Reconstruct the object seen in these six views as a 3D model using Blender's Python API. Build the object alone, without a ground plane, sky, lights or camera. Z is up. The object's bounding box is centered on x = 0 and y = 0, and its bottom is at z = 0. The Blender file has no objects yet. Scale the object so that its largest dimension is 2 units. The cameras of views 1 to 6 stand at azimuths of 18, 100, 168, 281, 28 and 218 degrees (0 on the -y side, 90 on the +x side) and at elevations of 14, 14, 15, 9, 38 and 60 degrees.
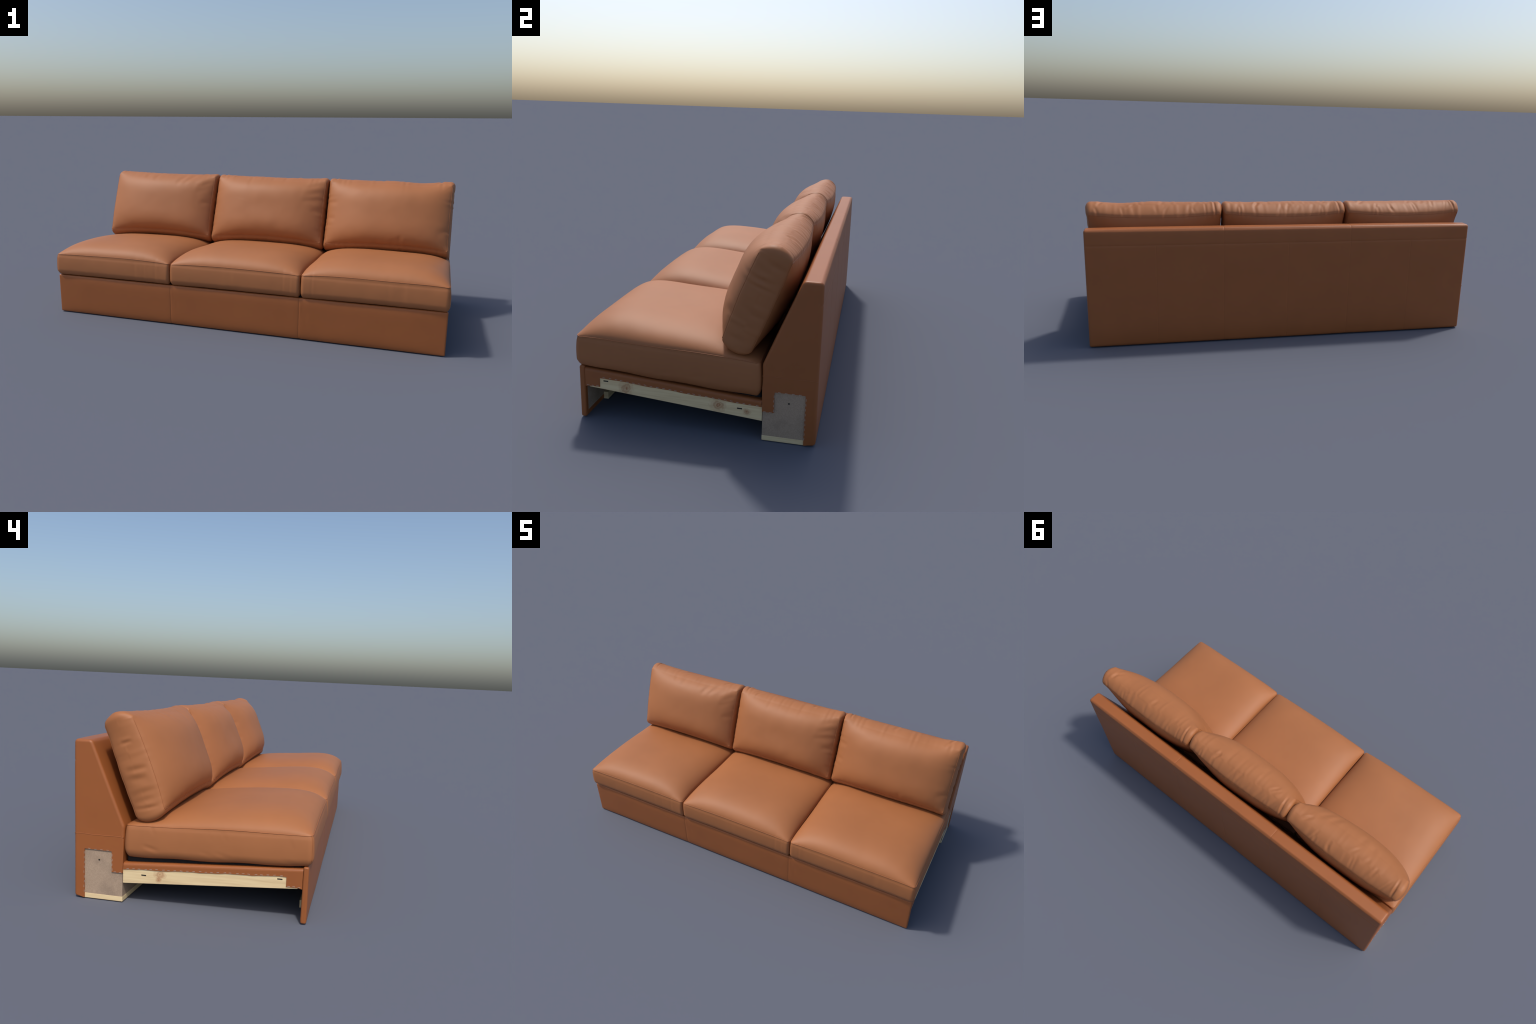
# Armless three-seat leather sofa: a low sloped-back frame with exposed wooden
# construction at both ends, three box seat cushions and three back cushions.
import bpy, bmesh, math, random
import numpy as np
from mathutils import Vector, Matrix

rng = random.Random(11)
scene = bpy.context.scene

# ------------------------------------------------------------------ materials
def nodes_of(name):
    m = bpy.data.materials.new(name)
    m.use_nodes = True
    nt = m.node_tree
    return m, nt, nt.nodes["Principled BSDF"]

def noise(nt, vec, scale, detail=3.0, rough=0.5):
    n = nt.nodes.new("ShaderNodeTexNoise")
    n.inputs["Scale"].default_value = scale
    n.inputs["Detail"].default_value = detail
    n.inputs["Roughness"].default_value = rough
    nt.links.new(vec, n.inputs["Vector"])
    return n.outputs["Fac"]

def ramp(nt, fac, stops):
    r = nt.nodes.new("ShaderNodeValToRGB")
    e = r.color_ramp.elements
    while len(e) < len(stops):
        e.new(0.5)
    for el, (p, c) in zip(e, stops):
        el.position = p
        el.color = (*c, 1.0)
    nt.links.new(fac, r.inputs["Fac"])
    return r.outputs["Color"]

def mix(nt, fac, a, b, mode="MIX"):
    n = nt.nodes.new("ShaderNodeMix")
    n.data_type = "RGBA"
    n.blend_type = mode
    for sock, val in ((n.inputs["Factor"], fac), (n.inputs["A"], a), (n.inputs["B"], b)):
        if isinstance(val, (float, int)):
            sock.default_value = val
        elif isinstance(val, tuple):
            sock.default_value = (*val, 1.0)
        else:
            nt.links.new(val, sock)
    return n.outputs["Result"]

def math_node(nt, op, a, b=None, clamp=False):
    n = nt.nodes.new("ShaderNodeMath")
    n.operation = op
    n.use_clamp = clamp
    for i, v in enumerate((a, b)):
        if v is None:
            continue
        if isinstance(v, (float, int)):
            n.inputs[i].default_value = v
        else:
            nt.links.new(v, n.inputs[i])
    return n.outputs[0]

def object_coords(nt, scale=(1, 1, 1)):
    tc = nt.nodes.new("ShaderNodeTexCoord")
    mp = nt.nodes.new("ShaderNodeMapping")
    mp.inputs["Scale"].default_value = scale
    nt.links.new(tc.outputs["Object"], mp.inputs["Vector"])
    return mp.outputs["Vector"]

def add_bump(nt, bsdf, height, strength, distance):
    b = nt.nodes.new("ShaderNodeBump")
    b.inputs["Strength"].default_value = strength
    b.inputs["Distance"].default_value = distance
    nt.links.new(height, b.inputs["Height"])
    nt.links.new(b.outputs["Normal"], bsdf.inputs["Normal"])

def leather(name, base, rough, spec):
    m, nt, bsdf = nodes_of(name)
    co = object_coords(nt)
    lo = tuple(c * 0.965 for c in base)
    hi = tuple(min(1, c * 1.035) for c in base)
    patches = ramp(nt, noise(nt, co, 7.0, 4.0), [(0.34, lo), (0.68, hi)])
    warm = (base[0] * 1.02, base[1] * 0.96, base[2] * 0.90)
    fac = math_node(nt, "MULTIPLY", noise(nt, co, 16.0, 3.0), 0.45)
    nt.links.new(mix(nt, fac, patches, warm), bsdf.inputs["Base Color"])
    bsdf.inputs["Roughness"].default_value = rough
    bsdf.inputs["Specular IOR Level"].default_value = spec
    grain = nt.nodes.new("ShaderNodeTexVoronoi")
    grain.inputs["Scale"].default_value = 420.0
    nt.links.new(co, grain.inputs["Vector"])
    add_bump(nt, bsdf, grain.outputs["Distance"], 0.10, 0.0006)
    return m

def pine(name, knots):
    """Pale pine: long grain along y, plus reddish knots at (y, z, radius)."""
    m, nt, bsdf = nodes_of(name)
    co = object_coords(nt, (1.0, 5.0, 90.0))
    grain = noise(nt, co, 1.0, 5.0, 0.6)
    col = ramp(nt, grain, [(0.25, (0.66, 0.48, 0.26)), (0.5, (0.78, 0.60, 0.335)), (0.75, (0.84, 0.68, 0.40))])
    pos = nt.nodes.new("ShaderNodeTexCoord").outputs["Object"]
    wob = noise(nt, pos, 60.0, 3.0)
    for ky, kz, kr in knots:
        mp = nt.nodes.new("ShaderNodeMapping")
        mp.inputs["Location"].default_value = (0, -ky, -kz)
        flat = nt.nodes.new("ShaderNodeVectorMath")
        flat.operation = "MULTIPLY"
        flat.inputs[1].default_value = (0.0, 1.0, 1.15)
        ln = nt.nodes.new("ShaderNodeVectorMath")
        ln.operation = "LENGTH"
        nt.links.new(pos, mp.inputs["Vector"])
        nt.links.new(mp.outputs["Vector"], flat.inputs[0])
        nt.links.new(flat.outputs[0], ln.inputs[0])
        d = math_node(nt, "DIVIDE", ln.outputs["Value"], kr)
        d = math_node(nt, "ADD", d, math_node(nt, "MULTIPLY", wob, 1.1))
        f = math_node(nt, "SUBTRACT", 1.75, d, clamp=True)
        rings = math_node(nt, "ADD", 0.72, math_node(nt, "MULTIPLY", math_node(nt, "SINE", math_node(nt, "MULTIPLY", d, 13.0)), 0.22))
        col = mix(nt, math_node(nt, "MULTIPLY", f, rings), col, (0.40, 0.16, 0.065))
    nt.links.new(col, bsdf.inputs["Base Color"])
    bsdf.inputs["Roughness"].default_value = 0.7
    add_bump(nt, bsdf, grain, 0.15, 0.001)
    return m

def chipboard():
    m, nt, bsdf = nodes_of("chipboard")
    co = object_coords(nt)
    fine = noise(nt, co, 330.0, 2.0, 0.7)
    col = ramp(nt, fine, [(0.30, (0.345, 0.247, 0.168)), (0.5, (0.40, 0.288, 0.198)), (0.72, (0.455, 0.335, 0.235))])
    broad = ramp(nt, noise(nt, co, 12.0, 3.0), [(0.32, (0.80, 0.80, 0.81)), (0.50, (1.0, 1.0, 1.0))])  # darkens broad areas, painting the board's smudge of baked shading into its colour
    nt.links.new(mix(nt, 1.0, col, broad, "MULTIPLY"), bsdf.inputs["Base Color"])
    bsdf.inputs["Roughness"].default_value = 0.85
    add_bump(nt, bsdf, fine, 0.2, 0.001)
    return m

def plain(name, base, rough, metallic=0.0):
    m, nt, bsdf = nodes_of(name)
    co = object_coords(nt)
    c = ramp(nt, noise(nt, co, 90.0), [(0.3, tuple(v * 0.85 for v in base)), (0.7, tuple(min(1, v * 1.1) for v in base))])
    nt.links.new(c, bsdf.inputs["Base Color"])
    bsdf.inputs["Roughness"].default_value = rough
    bsdf.inputs["Metallic"].default_value = metallic
    return m

CUSHION = leather("cushion_leather", (0.360, 0.134, 0.046), 0.58, 0.45)
FRAME = leather("frame_leather", (0.318, 0.101, 0.028), 0.48, 0.42)
SEAM = leather("seam_leather", (0.345, 0.122, 0.042), 0.55, 0.4)
PINE_L = pine("pine_left", [(0.105, 0.120, 0.022), (0.110, 0.098, 0.013), (-0.16, 0.098, 0.010)])
PINE_R = pine("pine_right", [(-0.254, 0.134, 0.029), (0.089, 0.113, 0.029), (0.192, 0.101, 0.014)])
PINE = pine("pine_plain", [])
CHIP = chipboard()
BLACK = plain("black_lining", (0.012, 0.012, 0.014), 0.9)
HOLE = plain("dark_hole", (0.02, 0.016, 0.012), 0.9)
STEEL = plain("staple_wire", (0.52, 0.44, 0.38), 0.45, 0.3)

# ------------------------------------------------------------------ helpers
root = bpy.data.objects.new("sofa", None)
scene.collection.objects.link(root)
root["label"] = "armless three-seat tan leather sofa with exposed wooden ends"
root["category"] = "sofa"

def attach(name, mesh, mat, parent, smooth=True):
    ob = bpy.data.objects.new(name, mesh)
    scene.collection.objects.link(ob)
    ob.parent = parent
    if mat is not None and not mesh.materials:
        mesh.materials.append(mat)
    if smooth:
        mesh.polygons.foreach_set("use_smooth", [True] * len(mesh.polygons))
    return ob

def mesh_from(name, verts, faces):
    me = bpy.data.meshes.new(name)
    me.from_pydata([tuple(v) for v in verts], [], faces)
    me.validate()
    me.update()
    bm = bmesh.new()
    bm.from_mesh(me)
    bmesh.ops.recalc_face_normals(bm, faces=bm.faces)
    bm.to_mesh(me)
    bm.free()
    return me

def smooth_noise(p, freq, seed):
    """Trilinear value noise in [-1, 1] on an (n, 3) array."""
    q = p * freq + seed * 17.31
    i = np.floor(q).astype(np.int64)
    f = q - i
    f = f * f * (3 - 2 * f)
    out = np.zeros(len(p))
    for dx in (0, 1):
        for dy in (0, 1):
            for dz in (0, 1):
                h = (i[:, 0] + dx) * 374761393 + (i[:, 1] + dy) * 668265263 + (i[:, 2] + dz) * 2147483647 + seed * 97
                h = (h ^ (h >> 13)) * 1274126177 & 0xFFFFFFFF
                h = (h ^ (h >> 16)) & 0xFFFF
                w = (f[:, 0] if dx else 1 - f[:, 0]) * (f[:, 1] if dy else 1 - f[:, 1]) * (f[:, 2] if dz else 1 - f[:, 2])
                out += w * (h / 32767.5 - 1.0)
    return out

def sstep(a, b, x):
    t = np.clip((x - a) / (b - a), 0, 1)
    return t * t * (3 - 2 * t)

def crease(a, b, P, Q, width, depth):
    """Depth field of one fold running from a to b in the (P, Q) plane."""
    ax, ay = a
    bx, by = b
    L2 = (bx - ax) ** 2 + (by - ay) ** 2
    t = np.clip(((P - ax) * (bx - ax) + (Q - ay) * (by - ay)) / L2, 0, 1)
    d = np.hypot(P - ax - t * (bx - ax), Q - ay - t * (by - ay))
    side = (P - ax) * (by - ay) - (Q - ay) * (bx - ax)
    taper = np.clip(np.sin(np.pi * (0.10 + 0.9 * t)), 0, 1) ** 0.8
    dip = -np.exp(-(d / width) ** 2)
    shoulder = 0.65 * np.exp(-((d - 1.9 * width) / (1.1 * width)) ** 2) * np.where(side > 0, 1.0, 0.35)
    return depth * taper * (dip + shoulder)

def round_polygon(pts, radii, seg=5):
    """Closed polygon with arc corners."""
    out = []
    n = len(pts)
    for i in range(n):
        p0, p1, p2 = (np.array(pts[(i + k) % n], float) for k in (-1, 0, 1))
        r = radii[i] if isinstance(radii, (list, tuple)) else radii
        d0 = (p0 - p1) / np.linalg.norm(p0 - p1)
        d2 = (p2 - p1) / np.linalg.norm(p2 - p1)
        if r <= 0:
            out.append(p1)
            continue
        ang = math.acos(max(-1, min(1, float(d0 @ d2))))
        cut = r / math.tan(ang / 2)
        c = p1 + (d0 + d2) / np.linalg.norm(d0 + d2) * (r / math.sin(ang / 2))
        s, e = p1 + d0 * cut - c, p1 + d2 * cut - c
        a0 = math.atan2(s[1], s[0])
        da = (math.atan2(e[1], e[0]) - a0 + math.pi) % (2 * math.pi) - math.pi
        for k in range(seg + 1):
            a = a0 + da * k / seg
            out.append(c + r * np.array([math.cos(a), math.sin(a)]))
    return np.array(out)

def densify(poly, step):
    out = []
    n = len(poly)
    for i in range(n):
        a, b = poly[i], poly[(i + 1) % n]
        k = max(1, int(np.linalg.norm(b - a) / step))
        out += [a + (b - a) * j / k for j in range(k)]
    return np.array(out)

def outward(poly):
    t = np.roll(poly, -1, 0) - np.roll(poly, 1, 0)
    t /= np.linalg.norm(t, axis=1, keepdims=True) + 1e-12
    area = np.sum(poly[:, 0] * np.roll(poly[:, 1], -1) - np.roll(poly[:, 0], -1) * poly[:, 1])
    nrm = np.stack([t[:, 1], -t[:, 0]], 1)
    return nrm if area > 0 else -nrm

def upholstered_bar(name, poly, half, end_r, grooves, groove_depth, step, relief, roll):
    """Loft a (y, z) profile along x with rounded ends, sewn grooves and relief(x, y, z)."""
    poly = densify(poly, step)
    nrm = outward(poly)
    xs = [half - end_r * (1 - math.sin(math.pi / 2 * k / 6)) for k in range(7)]
    xs = [-x for x in xs[::-1]] + xs
    xs += list(np.linspace(-half + end_r, half - end_r, int(2 * half / step)))
    for g in tuple(grooves) + (-0.664, 0.0, 0.660):
        xs += [g + d for d in (-0.012, -0.006, -0.003, -0.0015, 0, 0.0015, 0.003, 0.006, 0.012)]
    xs = sorted(set(round(x, 5) for x in xs))
    rings = []
    for x in xs:
        e = max(0.0, abs(x) - (half - end_r)) / end_r
        inset = end_r * (1 - math.sqrt(max(0.0, 1 - e * e)))
        off = -inset * roll(poly[:, 0], poly[:, 1]) + relief(x, poly[:, 0], poly[:, 1])
        for g in grooves:
            off -= groove_depth * (math.exp(-((x - g) / 0.0022) ** 2) + 0.6 * math.exp(-((x - g) / 0.012) ** 2))
        ring = poly + nrm * off[:, None]
        rings.append(np.column_stack([np.full(len(poly), x), ring]))
    n = len(poly)
    faces = []
    for i in range(len(rings) - 1):
        for j in range(n):
            a, b = i * n + j, i * n + (j + 1) % n
            faces.append((a, b, b + n, a + n))
    faces.append(tuple(range(n)))
    last = (len(rings) - 1) * n
    faces.append(tuple(range(last + n - 1, last - 1, -1)))
    me = mesh_from(name, np.concatenate(rings), faces)
    bm = bmesh.new()
    bm.from_mesh(me)
    for f in bm.faces:               # keep the flat end caps flat in shading
        if len(f.verts) > 4:
            for e in f.edges:
                e.smooth = False
    bm.to_mesh(me)
    bm.free()
    return me

def prism(name, poly, x0, x1, bevel=0.0, seg=2):
    """Straight extrusion of a (y, z) outline between x0 and x1."""
    n = len(poly)
    v = [(x0, p[0], p[1]) for p in poly] + [(x1, p[0], p[1]) for p in poly]
    f = [tuple(range(n)), tuple(range(2 * n - 1, n - 1, -1))]
    f += [(i, (i + 1) % n, (i + 1) % n + n, i + n) for i in range(n)]
    me = mesh_from(name, v, f)
    if bevel > 0:
        bm = bmesh.new()
        bm.from_mesh(me)
        bmesh.ops.bevel(bm, geom=list(bm.edges), offset=bevel, segments=seg, affect="EDGES", profile=0.5)
        bm.to_mesh(me)
        bm.free()
    return me

def box(name, x0, x1, y0, y1, z0, z1, bevel=0.0):
    return prism(name, [(y0, z0), (y1, z0), (y1, z1), (y0, z1)], x0, x1, bevel)

def tube(name, pts, radius, closed=False, sides=6):
    """Thin sewn welt following a polyline."""
    pts = [Vector(p) for p in pts]
    n = len(pts)
    verts, faces = [], []
    up = None
    for i, p in enumerate(pts):
        a = pts[(i - 1) % n] if (closed or i > 0) else p
        b = pts[(i + 1) % n] if (closed or i < n - 1) else p
        t = (b - a).normalized()
        if up is None:
            up = t.orthogonal().normalized()
        up = (up - t * up.dot(t)).normalized()
        w = t.cross(up)
        for k in range(sides):
            ang = 2 * math.pi * k / sides
            verts.append(p + (up * math.cos(ang) + w * math.sin(ang)) * radius)
    for i in range(n if closed else n - 1):
        for k in range(sides):
            a, b = i * sides + k, i * sides + (k + 1) % sides
            c = ((i + 1) % n) * sides
            faces.append((a, b, c + (k + 1) % sides, c + k))
    if not closed:
        faces.append(tuple(range(sides)))
        faces.append(tuple(range(n * sides - 1, (n - 1) * sides - 1, -1)))
    return mesh_from(name, verts, faces)

# ------------------------------------------------------------------ cushions
def box_cushion(hw, hh, corner, waist, top, bottom, band, nu, nv, rows):
    """Two panels joined by a boxing band.
    top(x, y) / bottom(x, y): panel heights; band(s, N, P): (outward offset, mix) at s in 0..1.
    Returns vertices, faces, the top and bottom seam loops."""
    gx, gy = np.meshgrid(np.linspace(-1, 1, nu + 1), np.linspace(-1, 1, nv + 1), indexing="ij")
    # crowd the grid a little towards the seams
    gx = gx * (1.18 - 0.18 * gx ** 2)
    gy = gy * (1.18 - 0.18 * gy ** 2)
    x, y = gx * hw, gy * hh
    qx, qy = np.abs(x) - (hw - corner), np.abs(y) - (hh - corner)
    in_c = (qx > 0) & (qy > 0)
    k = np.where(in_c, np.maximum(qx, qy) / (np.hypot(qx, qy) + 1e-12), 1.0)
    rx = np.where(in_c, hw - corner + qx * k, np.abs(x)) * np.sign(x)
    ry = np.where(in_c, hh - corner + qy * k, np.abs(y)) * np.sign(y)
    wx, wy = waist
    px = rx - np.sign(rx) * wx * (rx / hw) ** 2 * (1 - (ry / hh) ** 2)
    py = ry - np.sign(ry) * wy * (ry / hh) ** 2 * (1 - (rx / hw) ** 2)
    idx = np.arange((nu + 1) * (nv + 1)).reshape(nu + 1, nv + 1)
    loop = list(idx[:-1, 0]) + list(idx[-1, :-1]) + list(idx[:0:-1, -1]) + list(idx[0, :0:-1])
    loop = np.array(loop)
    px, py = px.ravel(), py.ravel()
    P = np.column_stack([px[loop], py[loop]])
    N = outward(P)
    ct, cb = top(px, py), bottom(px, py)
    m = len(px)
    L = len(loop)
    verts = [np.column_stack([px, py, ct])]
    s_end, _ = band(np.array(1.0), N, P)
    inset = float(np.min(s_end))
    bx, by = px * (1 + inset / hw), py * (1 + inset / hh)
    bx[loop], by[loop] = (P + N * s_end[:, None]).T
    verts.append(np.column_stack([bx, by, cb]))
    for r in range(1, rows):
        s = r / rows
        off, mixv = band(np.array(s), N, P)
        Q = P + N * off[:, None]
        verts.append(np.column_stack([Q, ct[loop] * (1 - mixv) + cb[loop] * mixv]))
    faces = []
    for i in range(nu):
        for j in range(nv):
            a, b, c, d = idx[i, j], idx[i + 1, j], idx[i + 1, j + 1], idx[i, j + 1]
            faces.append((a, b, c, d))
            faces.append((m + d, m + c, m + b, m + a))
    ring = [loop] + [2 * m + r * L + np.arange(L) for r in range(rows - 1)] + [m + loop]
    for r in range(rows):
        a, b = ring[r], ring[r + 1]
        for j in range(L):
            j2 = (j + 1) % L
            faces.append((a[j], b[j], b[j2], a[j2]))
    faces = [tuple(int(v) for v in f) for f in faces]
    V = np.concatenate(verts)
    return V, faces, ring

def displaced(name, V, faces, relief):
    me = mesh_from(name, V, faces)
    co = np.zeros(len(V) * 3)
    me.vertices.foreach_get("co", co)
    nr = np.zeros(len(V) * 3)
    me.vertex_normals.foreach_get("vector", nr)
    co, nr = co.reshape(-1, 3), nr.reshape(-1, 3)
    co = co + nr * relief(co)[:, None]
    return me, co

def place(me, co, M):
    out = co @ np.array(M.to_3x3()).T + np.array(M.translation)
    me.vertices.foreach_set("co", out.ravel())
    me.update()
    return out

# ---- seat cushions: plan (x, y), heights in z; the deck slopes down to the back
SEATS = [  # x range, underside height at the back, seed
    (-0.9940, -0.3385, 0.172, 1),
    (-0.3365, 0.3300, 0.168, 2),
    (0.3320, 0.9945, 0.160, 3),
]
SEAT_Y0, SEAT_Y1 = -0.4405, 0.2370
for x0, x1, zb_back, seed in SEATS:
    cx, cy = (x0 + x1) / 2, (SEAT_Y0 + SEAT_Y1) / 2
    hw, hh = (x1 - x0) / 2, (SEAT_Y1 - SEAT_Y0) / 2
    bulge = 0.007
    end_l, end_r = (0.006 if seed == 1 else 0.002), (0.006 if seed == 3 else 0.002)

    def seat_top(x, y):
        u, v = np.clip(x / hw, -1, 1), np.clip(y / hh, -1, 1)
        fx = np.clip(1 - np.abs(u) ** 4.0, 0, 1) ** 0.60
        fy = np.where(v < 0, np.clip(1 - np.abs(v) ** 4.6, 0, 1) ** 0.58, np.clip(1 - np.abs(v) ** 3.0, 0, 1) ** 0.7)
        base = 0.313 - 0.023 * (v + 1) / 2 + 0.0012 * np.sin(13 * x + seed) + 0.0016 * np.sin(15 * y + 2 * seed)
        return base + (0.068 - 0.019 * v) * fx * fy

    def seat_bottom(x, y):
        v = y / hh
        return 0.2085 + (zb_back - 0.2085) * (v + 1) / 2 - (0.005 * np.cos(1.4 * (v + 0.25)) + 0.0015 * np.sin(9 * v + seed)) * np.abs(x / hw) ** 4

    def seat_band(s, N, P):
        # upright, faintly bulging, then rolling under at the lower edge
        s = float(s)
        bow = np.where(N[:, 0] < 0, end_l, end_r) * N[:, 0] ** 2 + bulge * N[:, 1] ** 2
        if s < 0.72:
            t = s / 0.72
            return bow * math.sin(math.pi * min(t * 0.62, 1)) ** 0.8 if t > 0 else 0 * bow, 0.76 * t
        a = (s - 0.72) / 0.28 * math.pi / 2
        r = 0.013
        at = bow * math.sin(math.pi * 0.62) ** 0.8
        return at - r * (1 - math.cos(a)) - (bow + 0.002) * (a / (math.pi / 2)), 0.76 + 0.24 * math.sin(a)

    V, F, rings = box_cushion(hw - 0.001, hh - 0.002, 0.016, (0.0, 0.0), seat_top, seat_bottom, seat_band, 110, 110, 22)
    r2 = random.Random(50 + seed)
    puckers = []
    for _ in range(4):   # short upright puckers in the front band
        px = r2.uniform(-0.9, 0.9) * hw
        puckers.append((px, r2.uniform(0.012, 0.03), r2.uniform(0.0002, 0.0006)))
    sides = [(r2.uniform(-0.3, 0.22), r2.uniform(0.0004, 0.0010)) for _ in range(5)]

    def seat_relief(c):
        out = 0.0012 * smooth_noise(c, 5.0, seed) + 0.0003 * smooth_noise(c, 26.0, seed + 9)
        front = sstep(-hh + 0.02, -hh + 0.004, c[:, 1]) * sstep(0.205, 0.225, c[:, 2])
        for px, w, d in puckers:
            out += front * d * (-np.exp(-((c[:, 0] - px) / (0.35 * w)) ** 2) + 0.6 * np.exp(-((c[:, 0] - px - 0.6 * w) / (0.4 * w)) ** 2))
        ends = sstep(hw - 0.03, hw - 0.004, np.abs(c[:, 0]))
        for py, d in sides:
            out += ends * crease((py, 0.21), (py + 0.06, 0.225), c[:, 1], c[:, 2], 0.006, d)
            out += ends * crease((py + 0.03, 0.300), (py + 0.012, 0.265), c[:, 1], c[:, 2], 0.006, d * 0.7)
        # leather pulled tight just under and above the top seam
        edge = np.minimum(hw - np.abs(c[:, 0]), hh - np.abs(c[:, 1]))
        seam_z = 0.313 - 0.023 * (c[:, 1] / hh + 1) / 2
        out -= 0.0016 * np.exp(-((c[:, 2] - seam_z) / 0.006) ** 2) * (edge < 0.02)
        return out

    me, co = displaced("seat_cushion", V, F, seat_relief)
    out = place(me, co, Matrix.Translation((cx, cy, 0)))
    seat = attach("seat_cushion", me, CUSHION, root)
    loop = out[rings[0]]
    attach("seam", tube("seam", loop + np.array([0, 0, 0.0002]), 0.0013, closed=True), SEAM, seat)
    # upright corner seams at the front
    for sx in (-1, 1):
        col = []
        for r in range(0, 18):
            ring = out[rings[r]]
            tgt = np.array([cx + sx * (hw - 0.004), cy - hh + 0.004])
            col.append(ring[np.argmin(np.linalg.norm(ring[:, :2] - tgt, axis=1))])
        attach("seam", tube("seam", col, 0.0010), SEAM, seat)

# ---- back cushions: local x along the sofa, local y up the slope, local z to the front
TILT = math.radians(21.5)
PILLOWS = [(-0.9935, -0.3325, 4), (-0.3332, 0.3255, 5), (0.3250, 0.9910, 6)]
PILLOW_C = (0.210, 0.502)
HALF_UP = 0.175
EDGE = 0.055
FOLDS = {  # front-panel folds per cushion: start, end (fractions of half sizes), width, depth
    4: [((0.45, 0.98), (0.30, 0.62), 0.010, 0.0030), ((0.62, 1.0), (0.44, 0.66), 0.009, 0.0030), ((0.97, 0.80), (0.72, 0.55), 0.011, 0.0040),
        ((0.98, 0.62), (0.70, 0.36), 0.012, 0.0030), ((-0.12, 1.0), (-0.16, 0.72), 0.010, 0.0024), ((-0.35, 1.0), (-0.33, 0.8), 0.008, 0.0018),
        ((0.98, 0.1), (0.78, 0.0), 0.010, 0.0020)],
    5: [((0.99, 0.62), (0.66, 0.40), 0.012, 0.0040), ((0.99, 0.36), (0.62, 0.22), 0.011, 0.0035), ((0.98, -0.05), (0.80, -0.02), 0.010, 0.0028),
        ((0.98, 0.85), (0.70, 0.70), 0.010, 0.0026), ((-0.3, 1.0), (-0.38, 0.7), 0.010, 0.0018), ((-0.2, 0.1), (0.3, -0.12), 0.030, 0.0035)],
    6: [((-0.10, -1.0), (-0.16, -0.82), 0.008, 0.0018), ((0.22, -1.0), (0.24, -0.66), 0.008, 0.0024), ((0.12, -1.0), (0.14, -0.78), 0.008, 0.0020),
        ((-0.98, -0.2), (-0.84, -0.22), 0.009, 0.0020), ((-0.98, 0.3), (-0.82, 0.28), 0.009, 0.0018), ((0.98, -0.45), (0.80, -0.52), 0.012, 0.0024)],
}
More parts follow.
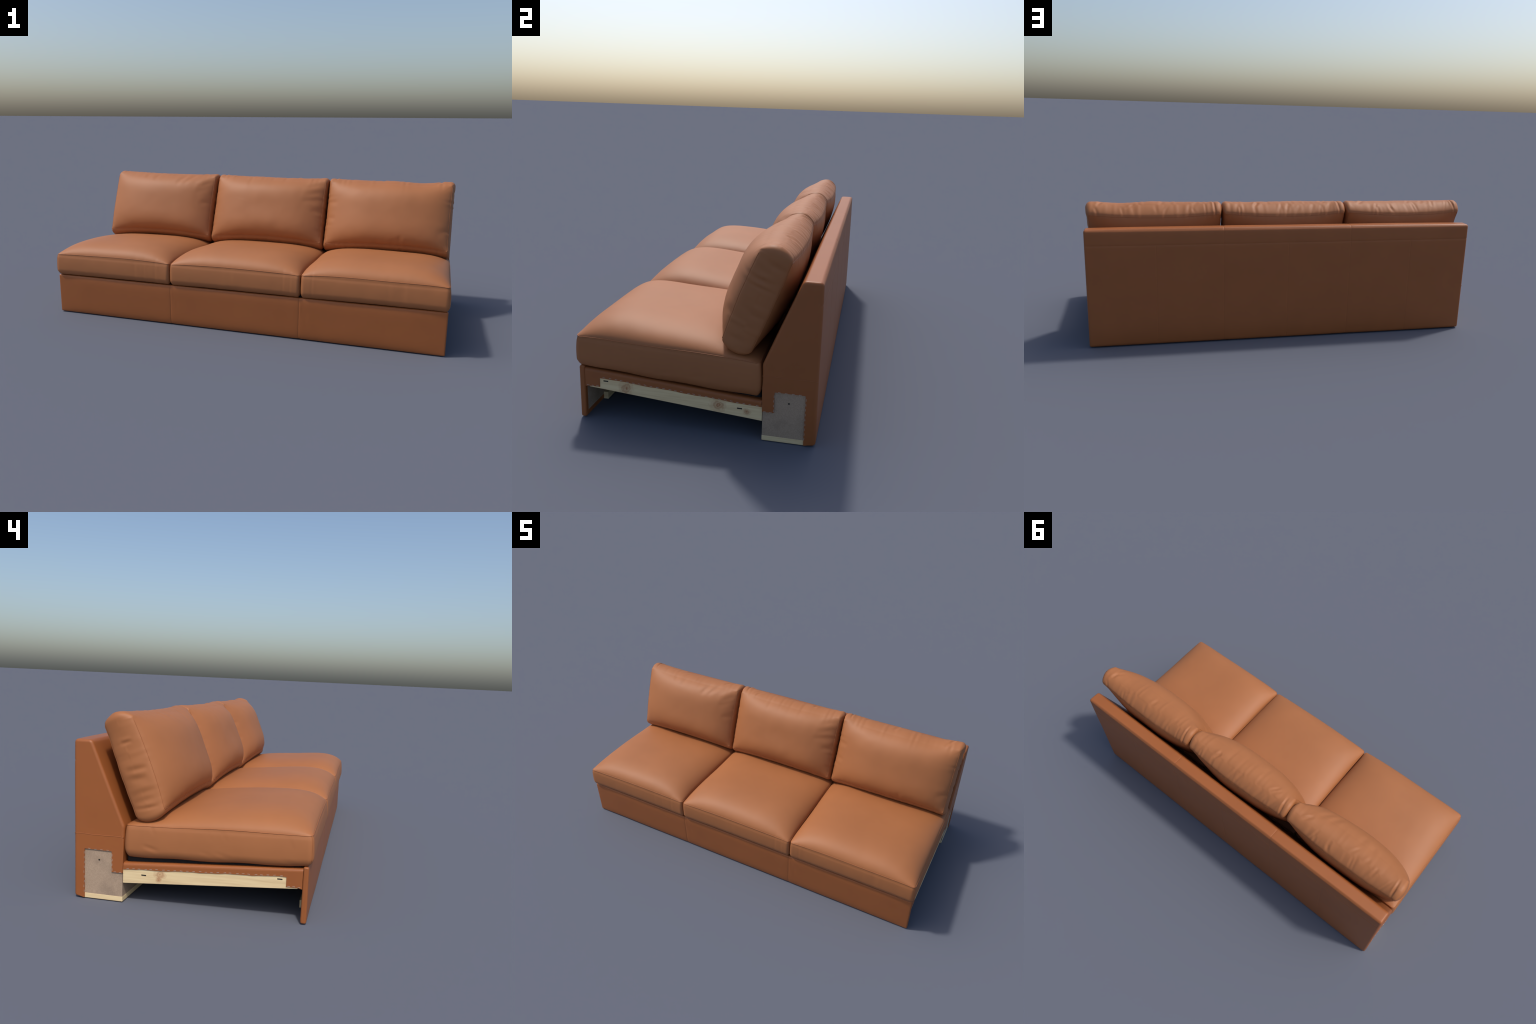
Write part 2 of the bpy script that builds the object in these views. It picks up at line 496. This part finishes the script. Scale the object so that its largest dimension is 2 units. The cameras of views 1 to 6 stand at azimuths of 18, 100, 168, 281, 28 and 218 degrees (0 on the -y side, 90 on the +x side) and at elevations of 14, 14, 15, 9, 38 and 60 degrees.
for x0, x1, seed in PILLOWS:
    cx = (x0 + x1) / 2
    hw, hh = (x1 - x0) / 2 - 0.014, HALF_UP

    def edge_half(x):
        return EDGE + 0.010 * np.clip(1 - (x / hw) ** 2, 0, 1)

    def pillow_front(x, y):
        u, v = np.clip(x / hw, -1, 1), np.clip(y / hh, -1, 1)
        f = np.clip(1 - np.abs(u) ** 2.9, 0, 1) ** 0.70 * np.clip(1 - np.abs(v) ** 3.8, 0, 1) ** np.where(v > 0, 0.92, 0.62)
        return edge_half(x) + (0.066 - 0.002 * v) * f

    def pillow_back(x, y):
        u, v = np.clip(x / hw, -1, 1), np.clip(y / hh, -1, 1)
        f = np.clip(1 - np.abs(u) ** 2.5, 0, 1) ** 0.75 * np.clip(1 - np.abs(v + 0.04 * (1 - v * v)) ** 2.6, 0, 1) ** 0.75
        return -edge_half(x) - 0.001 - 0.043 * f

    def pillow_band(s, N, P):
        s = float(s)
        b = 0.032 * np.clip(N[:, 1], 0, 1) ** 2 + 0.030 * np.clip(-N[:, 1], 0, 1) ** 2 + 0.014 * N[:, 0] ** 2
        return b * math.sin(math.pi * s) ** np.where(N[:, 1] > 0.3, 0.85 - 0.35 * s, 0.55), s

    V, F, rings = box_cushion(hw, hh, 0.008, (0.003, 0.005), pillow_front, pillow_back, pillow_band, 140, 90, 30)
    V[:, 1] -= 0.004 * np.clip(1 - (V[:, 0] / hw) ** 4, 0, 1) * sstep(0.2 * hh, hh, V[:, 1])   # top sags between its corners
    # the lower edge arches over the seat cushion's crown
    lift = 0.008 * np.clip(1 - (V[:, 0] / hw) ** 2, 0, 1) * sstep(-0.2 * hh, -hh, V[:, 1])
    V[:, 1] += lift
    r3 = random.Random(90 + seed)
    top_folds, end_folds = [], []
    x = -hw + 0.02
    while x < hw - 0.02:     # gathers along the rear top seam
        ln = r3.uniform(0.025, 0.075)
        top_folds.append(((x, -EDGE - 0.012), (x + r3.uniform(-0.035, 0.02), -EDGE + ln), r3.uniform(0.0045, 0.0095), r3.uniform(0.0005, 0.0026)))
        x += r3.choice((0.016, 0.024, 0.05, 0.08, 0.12))
    for _ in range(5):       # longer oblique folds
        a = r3.uniform(-0.9, 0.9) * hw
        c0 = r3.uniform(-0.03, 0.02)
        top_folds.append(((a, c0), (a + r3.uniform(-0.05, -0.01), c0 + r3.uniform(0.03, 0.05)), r3.uniform(0.006, 0.010), r3.uniform(0.0016, 0.0036)))
    top_folds.append(((-hw + 0.022, -EDGE - 0.01), (-hw + 0.030, EDGE - 0.01), 0.005, 0.0036))   # tuck beside one top corner
    for sx in (-1, 1):
        y = -hh + 0.03
        while y < hh - 0.03:
            end_folds.append((sx, (y, r3.uniform(-0.05, 0.0)), (y + r3.uniform(-0.012, 0.012), r3.uniform(0.02, EDGE)), r3.uniform(0.006, 0.013), r3.uniform(0.0006, 0.0028)))
            y += r3.choice((0.024, 0.03, 0.06, 0.10))

    def pillow_relief(c):
        out = 0.0030 * smooth_noise(c, 7.0, seed) + 0.0005 * smooth_noise(c, 24.0, seed + 5)
        on_top = sstep(hh - 0.03, hh + 0.004, c[:, 1])
        for a, b, w, d in top_folds:
            out += on_top * crease(a, b, c[:, 0], c[:, 2], w, d)
        for sx, a, b, w, d in end_folds:
            on_end = sstep(hw - 0.025, hw - 0.002, sx * c[:, 0])
            out += on_end * crease(a, b, c[:, 1], c[:, 2], w, d)
        on_front = sstep(0.03, 0.06, c[:, 2])
        for a, b, w, d in FOLDS[seed]:
            out += on_front * crease((a[0] * hw, a[1] * hh), (b[0] * hw, b[1] * hh), c[:, 0], c[:, 1], 1.4 * w, 0.6 * d)
        # puckers running in from the front and back seams
        rim = np.minimum(hw - np.abs(c[:, 0]), hh - np.abs(c[:, 1]))
        run = np.where(hw - np.abs(c[:, 0]) < hh - np.abs(c[:, 1]), c[:, 1], c[:, 0])
        ruffle = smooth_noise(np.column_stack([run * 5, np.sign(c[:, 2]), 0 * run]), 14.0, seed + 30)
        out += 0.0010 * ruffle * np.exp(-np.clip(rim, 0, 1) / 0.022)
        return out

    me, co = displaced("back_cushion", V, F, pillow_relief)
    c, s = math.cos(TILT), math.sin(TILT)
    M = Matrix(((1, 0, 0, cx), (0, s, -c, PILLOW_C[0]), (0, c, s, PILLOW_C[1]), (0, 0, 0, 1)))
    out = place(me, co, M)
    pillow = attach("back_cushion", me, CUSHION, root)
    attach("seam", tube("seam", out[rings[-1]], 0.0012, closed=True), SEAM, pillow)
    # the front seam shows at the ends and below; along the top it lies flush
    shown = np.where(V[rings[0], 1] < hh - 0.012)[0]
    cut = int(np.argmax(np.diff(shown))) if np.max(np.diff(shown)) > 1 else len(shown) - 1
    shown = np.concatenate([shown[cut + 1:], shown[:cut + 1]])
    attach("seam", tube("seam", out[rings[0]][shown], 0.0012), SEAM, pillow)

# ------------------------------------------------------------------ back frame
HALF = 0.9930
back_frame = bpy.data.objects.new("back_frame", None)
scene.collection.objects.link(back_frame)
back_frame.parent = root

profile = round_polygon(
    [(0.4365, 0.001), (0.4365, 0.510), (0.4365, 0.5132), (0.4365, 0.515), (0.4365, 0.5168), (0.4365, 0.520), (0.4365, 0.592), (0.3690, 0.592), (0.2415, 0.284), (0.2465, 0.1105), (0.2885, 0.1105), (0.2885, 0.189), (0.3955, 0.189), (0.3955, 0.001)],
    [0.012, 0, 0, 0, 0, 0, 0.013, 0.018, 0.03, 0.003, 0.003, 0.003, 0.003, 0.003])

def back_relief(x, y, z):
    o = np.zeros(len(y))
    rear = y > 0.43
    o -= np.where(rear, 0.0011 * np.exp(-((z - 0.515) / 0.0025) ** 2), 0)         # sewn cap seam
    p = np.column_stack([np.full(len(y), x), y, z])
    o += 0.0008 * smooth_noise(p, 5.0, 41)
    swell = 1 - abs(x / HALF) ** 8
    o += np.where(rear, 0.0060 * swell * np.clip(1 - np.abs((z - 0.295) / 0.292) ** 6, 0, 1), 0)   # padded rear panel
    o += np.where((z > 0.588) & (y < 0.43), 0.003 * swell, 0)
    for g in (-0.664, 0.0, 0.660):
        o -= np.where(rear & (z < 0.513), 0.0007 * math.exp(-((x - g) / 0.0025) ** 2), 0)
    return o

def back_roll(y, z):
    """Where the end edges are rolled over; the stapled window edges stay straight."""
    return np.clip(np.maximum((y - 0.400) / 0.03, (z - 0.20) / 0.06), 0, 1)

attach("leather_cover", upholstered_bar("leather_cover", profile, HALF, 0.010, (-0.3285, 0.3295), 0.0007, 0.008, back_relief, back_roll), FRAME, back_frame)
attach("core_board", box("core_board", -HALF + 0.004, HALF - 0.004, 0.2480, 0.3970, 0.018, 0.1905), CHIP, back_frame, False)
attach("bottom_batten", box("bottom_batten", -HALF + 0.0034, HALF - 0.0034, 0.2473, 0.3965, 0.0, 0.0185, 0.001), PINE, back_frame, False)

for sx in (-1, 1):
    xe = sx * (HALF - 0.0005)
    pts = [(xe, 0.2435 + (0.434 - 0.2435) * t, 0.2445 + 0.0012 * math.sin(9 * t) + 0.002 * math.exp(-((t - 0.5) / 0.08) ** 2)) for t in np.linspace(0, 1, 30)]
    attach("seam", tube("seam", pts, 0.0013), FRAME, back_frame)

# ------------------------------------------------------------------ front skirt
skirt = bpy.data.objects.new("front_skirt", None)
scene.collection.objects.link(skirt)
skirt.parent = root
sk = round_polygon([(-0.4315, 0.001), (-0.4115, 0.001), (-0.4115, 0.2055), (-0.4315, 0.2055)], [0.0065, 0.0065, 0.0065, 0.0075])

def skirt_relief(x, y, z):
    p = np.column_stack([np.full(len(y), x), y, z])
    front = y < -0.428
    o = 0.0008 * smooth_noise(p, 6.0, 77)
    o = o + np.where(front, 0.005 * (1 - abs(x / HALF) ** 10) * np.clip(1 - np.abs((z - 0.105) / 0.1) ** 6, 0, 1), 0)
    for g in (-0.3365, 0.3265):
        for k, dx in enumerate((0.018, 0.034)):
            o -= np.where(front, 0.0010 * math.exp(-((x - g - dx) / 0.006) ** 2) * np.exp(-((z - 0.15 + 0.03 * k) / 0.03) ** 2), 0)
    return o

attach("leather_cover", upholstered_bar("leather_cover", sk, HALF, 0.006, (-0.3365, 0.3265), 0.0011, 0.008, skirt_relief, lambda y, z: np.ones(len(y))), FRAME, skirt)
# inner board, its leather hem and the small floor batten
attach("inner_board", box("inner_board", -0.976, 0.976, -0.4125, -0.4108, 0.022, 0.128), CHIP, skirt, False)
attach("leather_hem", box("leather_hem", -0.986, 0.986, -0.4122, -0.4102, 0.005, 0.0225, 0.0008), FRAME, skirt, False)
attach("floor_batten", box("floor_batten", -0.853, 0.853, -0.4105, -0.3920, 0.003, 0.032, 0.001), PINE, skirt, False)

# ------------------------------------------------------------------ side rails
def lerp(a, b, t):
    return a + (b - a) * t

staple_mesh = box("staple", -0.0007, 0.0007, -0.0046, 0.0046, -0.0006, 0.0006, 0.0002)
staple_mesh.materials.append(STEEL)

def staple(x, y, z, angle, parent):
    ob = bpy.data.objects.new("staple", staple_mesh)
    scene.collection.objects.link(ob)
    ob.parent = parent
    ob.location = (x, y, z)
    ob.rotation_euler = (angle, 0, 0)

for sx in (-1, 1):
    rail = bpy.data.objects.new("side_rail", None)
    scene.collection.objects.link(rail)
    rail.parent = root
    xo, xi = sx * 0.9885, sx * 0.948
    wood = [(-0.3955, 0.1235), (0.2462, 0.0725), (0.2462, 0.134), (-0.3955, 0.178)]
    attach("rail_board", prism("rail_board", wood, xi, xo, 0.0012), PINE_L if sx < 0 else PINE_R, rail, False)
    # leather turned over the rail and stapled down, with a tab at the front
    lower = []
    for t in np.linspace(0, 1, 26):
        lower.append((lerp(0.2445, -0.3550, t), lerp(0.1255, 0.1635, t) + 0.0010 * math.sin(23 * t + sx) + 0.0006 * math.sin(61 * t)))
    cover = [(-0.4112, 0.1975), (-0.4112, 0.1245), (-0.3975, 0.1275), (-0.3550, 0.1275)] + lower[::-1] + [(0.2445, 0.1500)]
    me = prism("leather_cover", cover, sx * 0.930, sx * 0.9908)
    bm = bmesh.new()
    bm.from_mesh(me)
    outer = [e for e in bm.edges if all(abs(v.co.x) > 0.98 for v in e.verts)]
    top = [e for e in outer if max(v.co.y for v in e.verts) > 0.2 and min(v.co.y for v in e.verts) < -0.4]
    bmesh.ops.bevel(bm, geom=top, offset=0.011, segments=4, affect="EDGES", profile=0.5)
    bm.to_mesh(me)
    bm.free()
    attach("leather_cover", me, FRAME, rail, False)
    xs = sx * 0.9908
    slope = math.atan2(-0.038, 0.6)
    n = 26
    for k in range(n):
        t = (k + 0.5 + rng.uniform(-0.12, 0.12)) / n
        staple(xs, lerp(0.238, -0.348, t), lerp(0.1255, 0.1635, t) + 0.0034 + rng.uniform(-0.0008, 0.0008), slope + rng.uniform(-0.12, 0.12), rail)
    for k in range(3):
        staple(xs, -0.400 + 0.018 * k, 0.1305 + rng.uniform(-0.0006, 0.0006), rng.uniform(-0.1, 0.1), rail)
    for hy, hz in ((0.166, 0.110), (-0.332, 0.152)):
        attach("slot", box("slot", sx * 0.975, sx * 0.9888, hy - 0.0095, hy + 0.0095, hz - 0.0026, hz + 0.0026, 0.0008), HOLE, rail, False)
    # nail hole and staples round the bare board of the back frame
    xb = sx * (HALF - 0.0036)
    nail = bpy.data.meshes.new("nail_hole")
    bm = bmesh.new()
    bmesh.ops.create_cone(bm, cap_ends=True, segments=12, radius1=0.0032, radius2=0.0032, depth=0.004,
                          matrix=Matrix.Translation((xb - sx * 0.0015, 0.339, 0.151)) @ Matrix.Rotation(math.pi / 2, 4, "Y"))
    bm.to_mesh(nail)
    bm.free()
    attach("nail_hole", nail, HOLE, back_frame, False)
    xs = sx * (HALF - 0.0004)
    for k in range(9):
        staple(xs, 0.3972 + rng.uniform(-0.0008, 0.0008), 0.026 + 0.0185 * k, math.pi / 2 + rng.uniform(-0.1, 0.1), back_frame)
    for k in range(4):
        staple(xs, 0.305 + 0.024 * k, 0.1905 + rng.uniform(-0.0008, 0.0008), rng.uniform(-0.1, 0.1), back_frame)
    for k in range(4):
        staple(xs, 0.2870 + rng.uniform(-0.0006, 0.0006), 0.120 + 0.018 * k, math.pi / 2 + rng.uniform(-0.1, 0.1), back_frame)
    for k in range(2):
        staple(xs, 0.256 + 0.020 * k, 0.1120, rng.uniform(-0.1, 0.1), back_frame)

# ------------------------------------------------------------------ black lined deck
deck = [(-0.405, 0.178), (0.2385, 0.1320), (0.2385, 0.196), (-0.405, 0.2165)]
attach("seat_deck", prism("seat_deck", deck, -0.968, 0.968, 0.006, 3), BLACK, root, False)
